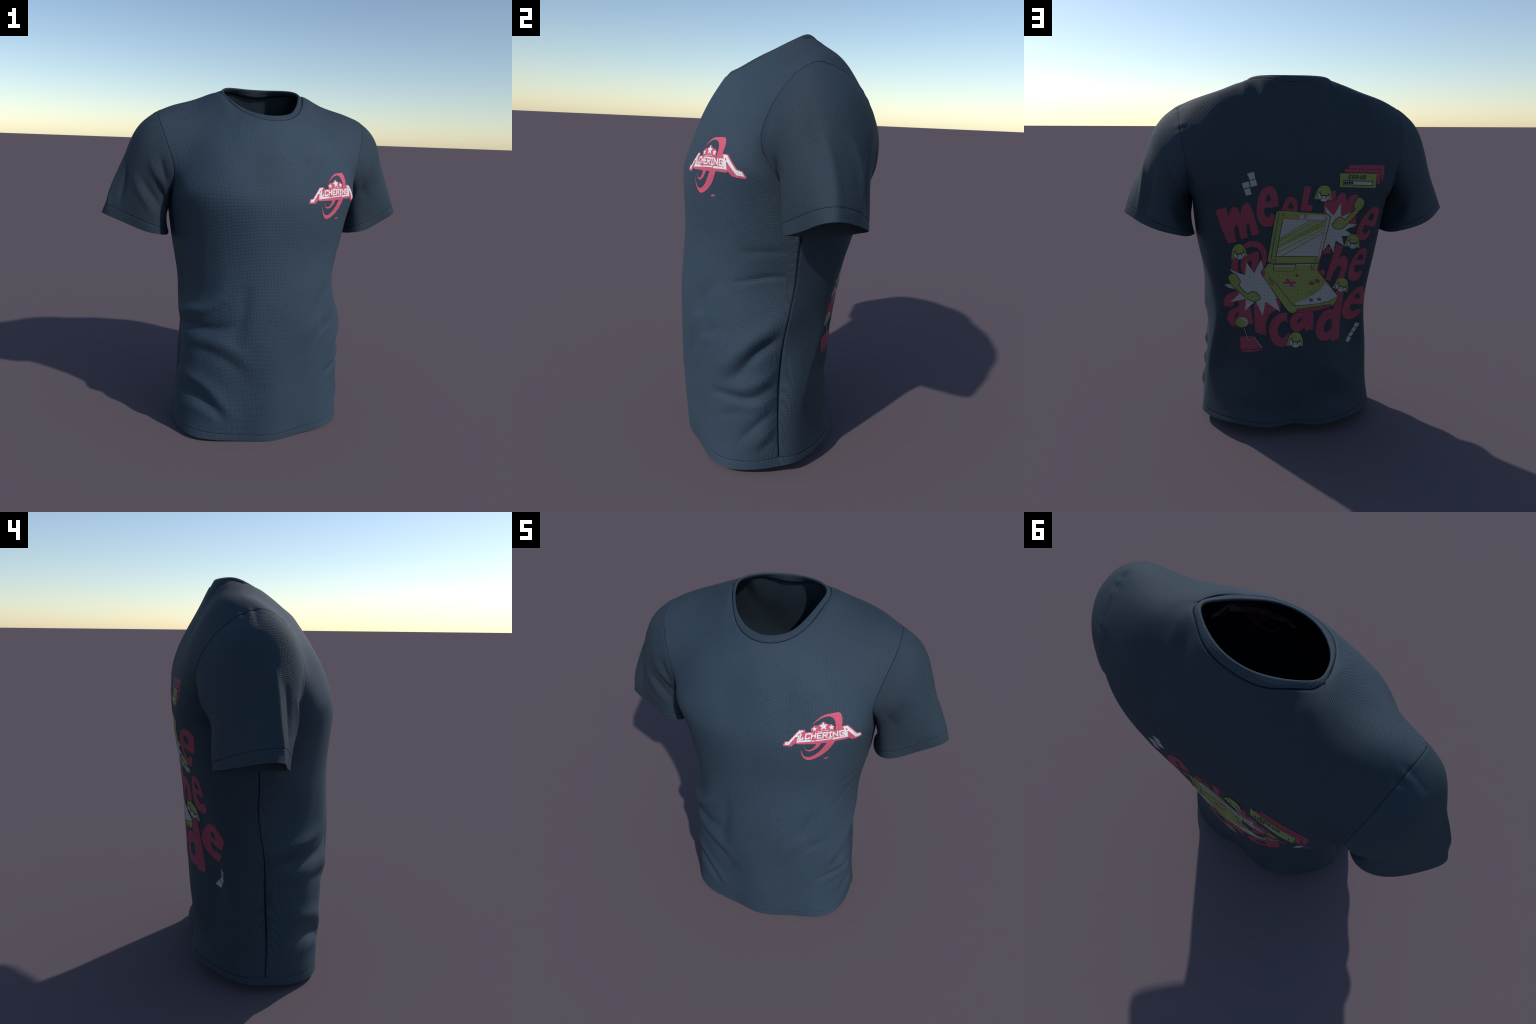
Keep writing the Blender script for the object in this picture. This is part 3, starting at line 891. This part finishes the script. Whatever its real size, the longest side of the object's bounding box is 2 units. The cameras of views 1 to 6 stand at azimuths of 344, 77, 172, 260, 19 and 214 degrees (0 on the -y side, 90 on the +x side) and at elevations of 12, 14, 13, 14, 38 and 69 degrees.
letters.append(blob(b4([(640, 205, C), (722, 212, C), (690, 320, C), (568, 324, C), (530, 430), (508, 530), (505, 632, C), (555, 605), (598, 604, C), (608, 655), (585, 724, C), (470, 605, C), (520, 400)])))
letters.append(blob(b4([(805, 152, C), (925, 190, C), (890, 290), (855, 388, C), (905, 366), (960, 366), (998, 410), (1000, 500), (975, 620), (930, 745, C), (835, 795, C), (785, 795, C), (835, 720),
    (872, 630), (885, 565), (865, 533), (830, 545), (780, 610), (740, 690), (705, 795, C), (612, 785, C), (660, 620), (725, 430)])))
letters.append(blob(b4([(1288, 512, C), (1318, 400), (1338, 290), (1320, 237), (1270, 228), (1200, 260), (1120, 360), (1050, 500), (1010, 630), (1008, 725), (1040, 788), (1110, 802), (1180, 767),
    (1230, 700), (1248, 622, C), (1212, 610), (1182, 642), (1147, 652), (1122, 620), (1115, 570), (1125, 522, C)]))
    - blob(b4([(1164, 434, C), (1185, 370), (1220, 332), (1250, 332), (1268, 370), (1262, 428, C)])))
letters.append(blob(b6([(1602, 478, C), (1625, 380), (1640, 260), (1625, 122, C), (1540, 130), (1430, 210), (1310, 350), (1240, 480), (1212, 590), (1225, 690), (1288, 755), (1370, 765), (1470, 730),
    (1555, 645), (1590, 572, C), (1480, 570), (1442, 602), (1397, 604), (1370, 570), (1372, 510), (1390, 468, C)]))
    - blob(b6([(1448, 355, C), (1480, 290), (1520, 256), (1552, 275), (1558, 358, C)])))
letters.append(blob(b6([(1078, 200, C), (1245, 225, C), (1225, 400), (1190, 600), (1165, 900), (1153, 1138, C), (1125, 1160), (1000, 1200, C), (1005, 1130, C), (930, 1172), (850, 1190), (765, 1162),
    (712, 1070), (695, 940), (730, 800), (800, 680), (895, 590), (980, 565), (1050, 585, C), (1055, 480), (1105, 330)]))
    - blob(b6([(1010, 750, C), (955, 765), (890, 830), (855, 930), (862, 1000), (900, 1020), (960, 990), (1000, 920)])))
letters.append(blob(b6([(652, 622, C), (650, 962, C), (492, 998, C), (490, 905, C), (430, 968), (350, 1015), (270, 1000), (215, 930), (195, 830), (215, 740), (270, 670), (350, 630, C)]))
    - blob(b6([(335, 838), (347, 790), (390, 747), (430, 740), (424, 778), (385, 820)])))
letters.append(blob(b5([(1722, 505, C), (1735, 720, C), (1680, 695), (1620, 708), (1548, 790), (1517, 900), (1540, 1000), (1597, 1065), (1660, 1060), (1715, 1010), (1760, 957), (1797, 985, C), (1755, 1120, C),
    (1740, 1245, C), (1600, 1270), (1500, 1245), (1400, 1160), (1340, 1020), (1325, 860), (1370, 700), (1470, 580), (1590, 515)])))
letters.append(blob(b5([(985, 285, C), (1240, 260, C), (1460, 180, C), (1520, 190), (1572, 270), (1580, 422, C), (1480, 452), (1365, 520), (1280, 645), (1247, 800), (1255, 1008, C), (1130, 978), (1015, 938, C), (1000, 700)])))
letters.append(blob(b5([(310, 352, C), (318, 235), (370, 120), (470, 55), (620, 30, C), (800, 180, C), (905, 380, C), (975, 735, C), (960, 752, C), (870, 756, C), (600, 802), (500, 797), (430, 730), (390, 620),
    (410, 520), (480, 440), (600, 385), (660, 358, C), (635, 270), (590, 242), (548, 265), (524, 358, C), (400, 368)]))
    - blob(b5([(552, 622), (570, 550), (618, 500), (640, 508), (622, 565), (575, 622)])))
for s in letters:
    printed("printed_letter", [(s, "darker_red")], back_press, shirt, 0)

# ---- back: bursts and telephones ----------------------------------------------------
burst = poly(b3([(345, 590), (470, 650), (612, 695), (635, 470), (770, 665), (890, 425), (935, 600), (890, 660), (1180, 1110), (1135, 1095), (1225, 1340), (965, 1160), (920, 1400), (805, 1165), (775, 1165),
    (610, 1320), (628, 1110), (360, 1165), (520, 1015), (440, 940), (330, 915), (250, 862), (350, 852), (440, 900), (500, 740), (430, 665), (380, 640)]))
printed("printed_burst", [(burst, "darker_white")], back_press, shirt, 1)
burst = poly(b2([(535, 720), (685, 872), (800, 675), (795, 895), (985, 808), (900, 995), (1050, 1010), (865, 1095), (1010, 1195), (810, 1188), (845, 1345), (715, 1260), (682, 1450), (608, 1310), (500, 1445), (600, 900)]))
printed("printed_burst", [(burst, "darker_white")], back_press, shirt, 1)
for pts in (b3([(318, 740), (345, 690), (400, 666), (450, 688), (495, 750), (528, 800), (520, 840), (495, 868, C), (540, 920), (600, 980), (660, 1024, C), (700, 1000), (745, 980), (790, 993), (850, 1045),
                (872, 1090), (850, 1132), (790, 1154), (720, 1140), (650, 1110), (580, 1050), (470, 950), (380, 870), (340, 800)]),
            b2([(1050, 605), (1085, 583), (1132, 600), (1168, 660), (1150, 720), (1125, 760), (1085, 795), (1000, 900), (900, 1000), (830, 1065), (760, 1082), (700, 1070), (665, 1030), (680, 980), (730, 920),
                (775, 897), (820, 910), (850, 938, C), (885, 912), (960, 830), (1015, 780), (1020, 752, C), (1000, 730), (1005, 690), (1030, 640)])):
    s = blob(pts)
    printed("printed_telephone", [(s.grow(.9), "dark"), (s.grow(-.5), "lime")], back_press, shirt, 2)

# ---- back: five little bobbed heads -------------------------------------------------
def head(cx, cy, scale, turn):
    def at(pts):
        c, s = math.cos(turn) * scale, math.sin(turn) * scale
        return [((p[0] - 515) * c - (p[1] - 525) * s + cx, (p[0] - 515) * s + (p[1] - 525) * c + cy) + tuple(p[2:]) for p in pts]
    hair = blob(at([(378, 610, C), (400, 550), (440, 455), (500, 406), (545, 400), (600, 415), (635, 470), (650, 560), (654, 632, C), (600, 630, C), (440, 617, C)]))
    face = blob(at([(436, 575), (440, 540), (468, 508, C), (484, 552, C), (600, 562, C), (610, 528, C), (622, 565), (616, 602), (592, 612), (572, 640), (540, 650), (500, 645), (478, 632), (484, 614), (452, 606)]))
    u = scale
    marks = stroke(at([(484, 556), (600, 564)]), 13 * u) | stroke(at([(484, 556), (474, 508)]), 12 * u) | stroke(at([(600, 564), (610, 524)]), 12 * u)
    marks = marks | stroke(at([(494, 572), (490, 592), (500, 602)]), 11 * u) | stroke(at([(572, 576), (558, 590), (560, 602)]), 11 * u)
    marks = marks | stroke(at([(442, 488), (460, 510), (474, 508), (490, 482)]), 8 * u)
    printed("printed_face", [(hair.grow(.7), "dark"), (hair, "lime"), (face.grow(.85), "dark"), (face, "darker_white"), (marks, "dark")], back_press, shirt, 4, .5)


for cx, cy, sc, turn in ((597.7, 387.0, .1276, 0), (655, 482.6, .1145, .02), (428, 504.0, .121, -.27), (632.7, 569.0, .111, .19), (540.5, 679.6, .121, -.05)):
    head(cx, cy, sc, turn)

# ---- back: falling blocks -------------------------------------------------------------
for q in ([(645, 238), (763, 205), (788, 322), (692, 350)], [(692, 362), (795, 335), (826, 440), (712, 472)], [(555, 405), (675, 372), (695, 470), (582, 500)], [(592, 515), (695, 487), (725, 597), (625, 622)]):
    printed("printed_block", [(poly(b1(q)), "darker_white")], back_press, shirt, 0)
for q in ([(1475, 825), (1557, 848), (1510, 925), (1435, 905)], [(1428, 918), (1500, 935), (1450, 1012), (1382, 995)], [(1375, 1008), (1442, 1025), (1392, 1100), (1328, 1085)], [(1315, 1100), (1388, 1118), (1350, 1208), (1280, 1203)]):
    printed("printed_block", [(poly(b6(q)), "darker_white")], back_press, shirt, 0)

# ---- back: a stack of error windows ----------------------------------------------------
far = poly(b2([(918, 80), (1455, 80), (1490, 120), (1465, 180), (1482, 218), (1460, 245), (1457, 318), (1425, 316), (1428, 142), (918, 138)]))
mid = poly(b2([(850, 142), (1420, 152), (1410, 385), (1358, 378), (1360, 200), (858, 193)]))
pane = poly(b2([(785, 208), (1360, 214), (1340, 438), (780, 425)]))
bar = poly(b2([(828, 318), (1300, 330), (1293, 405), (828, 394)]))
marks = None
STROKES = {"E": [[(1, 0), (0, .05), (0, 1), (1, .97)], [(0, .5), (.8, .5)]],
           "R": [[(0, 1), (0, 0), (.8, .05), (.9, .3), (.6, .5), (0, .55)], [(.4, .55), (1, 1)]],
           "O": [[(.5, 0), (.05, .3), (.05, .75), (.5, 1), (.95, .75), (.95, .3), (.5, 0)]]}
for k, ch in enumerate("ERROR"):
    for line in STROKES[ch]:
        p = b2([(922 + k * 56 + x * 36 + (1 - y) * 8, 238 + y * 60 + k * 1.5) for x, y in line])
        s = stroke(p, 1.5)
        marks = s if marks is None else marks | s
for k in range(4):
    x = 846 + k * 38
    marks = marks | poly(b2([(x, 336), (x + 32, 337), (x + 31, 380), (x, 378)]))
printed("printed_error_window", [(far, "darker_red"), (mid.grow(.8), "dark"), (mid, "darker_red"), (pane.grow(.8), "dark"), (pane, "lime"), (bar, "dark"), (bar.grow(-1.5), "darker_white"), (marks, "dark")], back_press, shirt, 0, .5)

# ---- back: joystick -------------------------------------------------------------------
ball = ellipse(*b5([(727, 713)])[0], 13.0, 10.8)
shine = stroke(b5([(705, 620), (775, 640), (820, 695), (815, 745), (795, 790)]), [2.5, 4.5, 5.5, 4, 1])
base = blob(b5([(672, 1045, C), (800, 1030), (990, 1040, C), (1188, 1290, C), (1192, 1328, C), (1100, 1355), (900, 1382), (745, 1374), (690, 1310, C)]))
printed("printed_joystick", [(ball.grow(1.0), "dark"), (ball, "lime"), (shine, "grey"), (base, "darker_red"), (stroke(b5([(680, 1318), (930, 1335), (1180, 1300)]), 1.5), "dark"),
    (stroke(b5([(990, 1045), (1168, 1280)]), 1.2), "grey"), (stroke(b5([(772, 850), (880, 1165)]), [1.6, 2.8]), "dark"), (stroke(b5([(772, 850), (878, 1158)]), [1.2, 1.2]), "grey")], back_press, shirt, 3, .5)

# ---- back: folding game console ---------------------------------------------------------
lid = blob([(487, 522, C), (494, 527, C), (588, 525.8, C), (590.6, 521), (612, 438), (611.5, 432), (604, 428), (560, 424.6), (512, 421.2), (506, 423.5), (504, 428)])
under = blob([(586, 540, C), (624, 588), (626, 593), (621.5, 604.5, C), (614.7, 612, C), (613.5, 608, C), (545.8, 617.8, C), (542, 624.3), (536, 625.2), (528, 621.5), (478.8, 552.7), (474.7, 545), (477, 539.5), (484, 535, C)])
foot = blob([(545, 617, C), (580, 613.5), (613.5, 607, C), (611, 613), (594, 618.5), (575.6, 622.5), (543, 624, C)])
hinge = poly([(482.5, 537), (486, 529), (494, 525.5), (588.5, 525), (588.2, 532), (585, 540.5), (499, 542.5), (490, 546)])
console = printed("printed_game_console", [(foot.grow(.8), "dark"), (foot, "darker_red"), ((lid | hinge | under).grow(1.0), "dark"), (lid | hinge | under, "lime")], back_press, shirt, 3)
screen = poly([(517.8, 437), (604, 441.2), (588.3, 512.3), (504, 512.3)])
top_bar = poly([(552.4, 429), (606, 431), (610, 434), (609, 440.4), (551, 438.4)])
right_bar = poly([(604, 441), (610, 438.5), (592, 516), (587, 513)])
bands = poly([(588, 441), (604.5, 441), (601, 452.7), (505.4, 497.5), (508.5, 482.5)])
for p, q in (((571.5, 441), (512, 476.5)), ((582, 441), (511, 480)), ((599.6, 457.8), (505, 505)), ((599, 464.4), (514, 512))):
    bands = bands | stroke([p, q], 2.6)
for p, q in (((594, 441), (509, 487)),):
    bands = bands - stroke([p, q], 1.8)
lines = stroke([(501.5, 512.6), (588, 512.6)], 1.2) | stroke([(488, 524.2), (494, 527.2), (588, 526)], 1.1)
printed("screen", [(top_bar | right_bar, "darker_white"), (screen, "darker_white"), (bands & screen, "lime"), (stroke([(604.7, 442), (596, 480), (588.6, 512)], .8) | stroke([(517.8, 437), (552, 438.8), (604, 441.2)], .7), "darker_red"),
    (lines | stroke([(510, 426.5), (501, 475), (492.5, 525)], 1.0) | stroke([(517.4, 437.5), (504, 512)], 1.0), "dark"), (stroke([(508.6, 427), (499.6, 475), (491, 524)], .9), "grey")], back_press, console, 8, .5)
screws = None
for x, y in ((563.2, 432.9), (604.2, 436.3), (519.3, 429.3), (501.4, 520.9), (584.2, 520.2)):
    ring_ = ellipse(x, y, 3.1, 3.3) - ellipse(x, y, 2.2, 2.4)
    printed("screw", [(ring_, "darker_red" if x in (519.3, 501.4, 584.2) else "dark")], back_press, console, 14, .45)
printed("hinge", [(stroke([(501.5, 532), (541, 532)], 3.0) | stroke([(545, 529.5), (574, 529.6)], 2.6) | stroke([(577, 528), (579, 533)], 3), "grey"),
    (stroke([(499, 528.5), (499, 541.5)], 1) | stroke([(541, 541), (543.3, 529)], 1) | stroke([(500, 528.2), (543, 528.8)], 1) | stroke([(574.5, 529), (574, 538)], 1) | stroke([(580, 528), (578, 538)], 1), "dark"),
    (stroke([(500, 542), (541, 541.8)], 1.1) | stroke([(545, 527), (586, 526.6)], 1.0) | stroke([(573, 539), (580, 538)], 1.2), "darker_red")], back_press, console, 8, .5)
shoulder_red = blob([(475, 544.6), (479.5, 539.4), (482.8, 544.6), (479.3, 552.0)])
slot = poly([(490.8, 553.8), (499.6, 566.4), (496.2, 571.8), (487.4, 559)])
printed("side_port", [(shoulder_red, "darker_red"), (slot, "darker_red"), (slot.grow(-1.1), "lime"), (stroke([(491.5, 557), (496.5, 565)], 2.4), "darker_red")], back_press, console, 8, .45)
panel_ = blob([(603.2, 565.0, C), (623.5, 588.5), (625.4, 592.8), (612, 600.2), (590, 606.2), (566, 609.3), (547, 611), (540, 607.5, C), (558.4, 599.7), (580.2, 588.2), (594, 576.8)])
edge_line = stroke([(486.8, 544.6), (510, 574.5), (535, 606.6), (540.8, 610.8), (566, 609.4), (589.4, 606.8), (610, 601.2), (625, 594)], 1.0)
printed("front_corner", [(panel_, "darker_white"), (edge_line, "dark"), (stroke([(488.2, 546), (510, 572), (520, 585)], 1.0), "grey")], back_press, console, 8, .5)
cross = stroke([(522, 566), (541, 566)], 4.6) | stroke([(526.6, 560.3), (536, 572)], 4.6)
shadow = stroke([(522.5, 568), (541.5, 568)], 5) | stroke([(527, 562.3), (536.3, 574)], 5)
printed("direction_pad", [(shadow.grow(.5) | cross.grow(.6), "dark"), (shadow, "grey"), (cross, "darker_red")], back_press, console, 8, .45)
for x, y, rx, ry in ((574.5, 565, 4.8, 3.3), (586, 560.5, 4.6, 3.2), (545.4, 549.4, 3.0, 2.0), (573.3, 598.8, 3.4, 2.6), (589.7, 597.2, 3.4, 2.4)):
    printed("button", [(ellipse(x + .4, y + .8, rx + .4, ry + .5, .25), "dark"), (ellipse(x, y, rx, ry, .25), "darker_red")], back_press, console, 9, .45)
dots = None
for x, y in ((566.4, 587.1), (571.6, 587.1), (576.2, 584.8), (580.8, 579), (575, 583), (570, 583), (548, 588), (546.6, 579.5)):
    d = ellipse(x, y, .8, .7)
    dots = d if dots is None else dots | d
printed("speaker_hole", [(dots, "dark")], back_press, console, 9, .35)

# ---- chest: swoosh ring, stars and slab word mark -------------------------------------------
b7 = board(526, 386, .0829)
ring_shape = blob(b7([(880, 505, C), (1000, 370), (1180, 245), (1350, 202), (1540, 168, C), (1590, 215), (1622, 310), (1622, 430), (1605, 540), (1555, 700), (1440, 880), (1300, 1060), (1120, 1200), (950, 1290), (800, 1325),
    (700, 1285), (640, 1190), (625, 1060, C), (660, 1170), (715, 1237), (800, 1252), (900, 1225), (1040, 1140), (1150, 1030), (1270, 880), (1400, 700), (1458, 560), (1455, 420), (1405, 315), (1300, 275), (1180, 297), (1060, 360), (960, 430)]))
small_ring = blob(b7([(705, 978, C), (740, 1060), (810, 1085), (900, 1050), (970, 980), (1000, 900, C), (1130, 900, C), (1040, 1010), (930, 1085), (820, 1115), (750, 1090), (710, 1030)]))
plate = poly(b7([(190, 968), (242, 872), (320, 880), (585, 600), (716, 600), (745, 665), (890, 650), (862, 572), (905, 540), (955, 495), (1040, 500), (1170, 405), (1285, 475), (1370, 462), (1432, 520), (1415, 612), (1600, 580),
    (1615, 510), (1760, 480), (1985, 668), (2060, 648), (2090, 700), (2060, 738), (1930, 795), (1850, 812), (1785, 775), (1700, 815), (1450, 860), (1220, 905), (960, 935), (540, 942), (485, 915), (395, 992), (210, 985)])).grow(.3)
dash = blob(b7([(1168, 1300, C), (1205, 1268), (1318, 1242, C), (1240, 1284)]))


def left_a():
    return poly(b7([(225, 955), (262, 892), (325, 890), (585, 616), (697, 616), (672, 655), (640, 655), (600, 720), (562, 852), (880, 838), (872, 880), (515, 905), (553, 765), (500, 765), (330, 960)])) \
        - poly(b7([(574, 690), (602, 690), (588, 735), (552, 735)]))


def right_a():
    return poly(b7([(1625, 520), (1745, 500), (1960, 682), (2050, 664), (2068, 712), (1945, 762), (1775, 625), (1742, 625), (1765, 755), (1380, 832), (1388, 790), (1690, 738), (1662, 548)])) \
        - poly(b7([(1708, 562), (1735, 556), (1750, 600), (1715, 606)]))


SLAB = {"L": [[(0, 0), (0, 1), (1, 1), (1, .72)]],
        "C": [[(1, .2), (1, 0), (0, 0), (0, 1), (1, 1), (1, .8)]],
        "H": [[(0, 0), (0, 1)], [(1, 0), (1, 1)], [(0, .5), (1, .5)]],
        "E": [[(1, 0), (0, 0), (0, 1), (1, 1)], [(0, .5), (.7, .5)]],
        "R": [[(0, 1), (0, 0), (1, 0), (1, .48), (0, .52)], [(.5, .5), (1, 1)]],
        "I": [[(.5, 0), (.5, 1)], [(0, 0), (1, 0)], [(0, 1), (1, 1)]],
        "N": [[(0, 1), (0, 0), (1, 1), (1, 0)]],
        "G": [[(1, .1), (1, 0), (0, 0), (0, 1), (1, 1), (1, .5), (.55, .5)]]}
cells = {"L": (630, 702, 700, 825, -38), "C": (752, 848, 695, 815, -26), "H": (893, 985, 685, 802, -20), "E": (1030, 1128, 678, 798, -12), "R": (1164, 1258, 670, 786, -8),
         "I": (1300, 1362, 655, 770, 0), "N": (1400, 1506, 645, 752, 6), "G": (1556, 1656, 622, 728, 14)}
word = []
for ch, (x0, x1, y0, y1, lean) in cells.items():
    s = None
    for line in SLAB[ch]:
        q = stroke(b7([(x0 + x * (x1 - x0) + y * lean, y0 + y * (y1 - y0) - x * (x1 - x0) * .17 + 6) for x, y in line]), 2.6)
        s = q if s is None else s | q
    word.append(s)
small = None
for k in range(11):
    x = 905 + k * 42
    if k == 1:
        continue
    q = stroke(b7([(x, 868 - k * 5.5), (x + (22 if k % 3 else 30), 865 - k * 5.5)]), 1.9 if k % 2 else 2.3)
    small = q if small is None else small | q
for k in range(5):
    small = small | stroke(b7([(1030 + k * 56, 640 - k * 7), (1064 + k * 56, 636 - k * 7)]), 1.0)
logo = printed("chest_logo", [(ring_shape | small_ring | plate | dash, "red")], chest_press, shirt, 0, .45)
for s in (left_a(), *word, right_a()):
    printed("logo_letter", [(s, "white")], chest_press, logo, 2, .35)
for x, y, r in ((950, 578, 66), (1168, 512, 112), (1360, 537, 70)):
    printed("logo_star", [(star(*b7([(x, y)])[0], r * .0829, -.12), "white")], chest_press, logo, 2, .35)
printed("logo_small_text", [(small, "white")], chest_press, logo, 2, .3)
inside = printed("logo_show_through", [(ring_shape | small_ring | plate | dash, "red")], chest_press, logo, 0, .7, True)
white_all = left_a() | right_a()
for s in word:
    white_all = white_all | s
printed("logo_show_through", [(white_all, "white")], chest_press, logo, 2, .6, True)
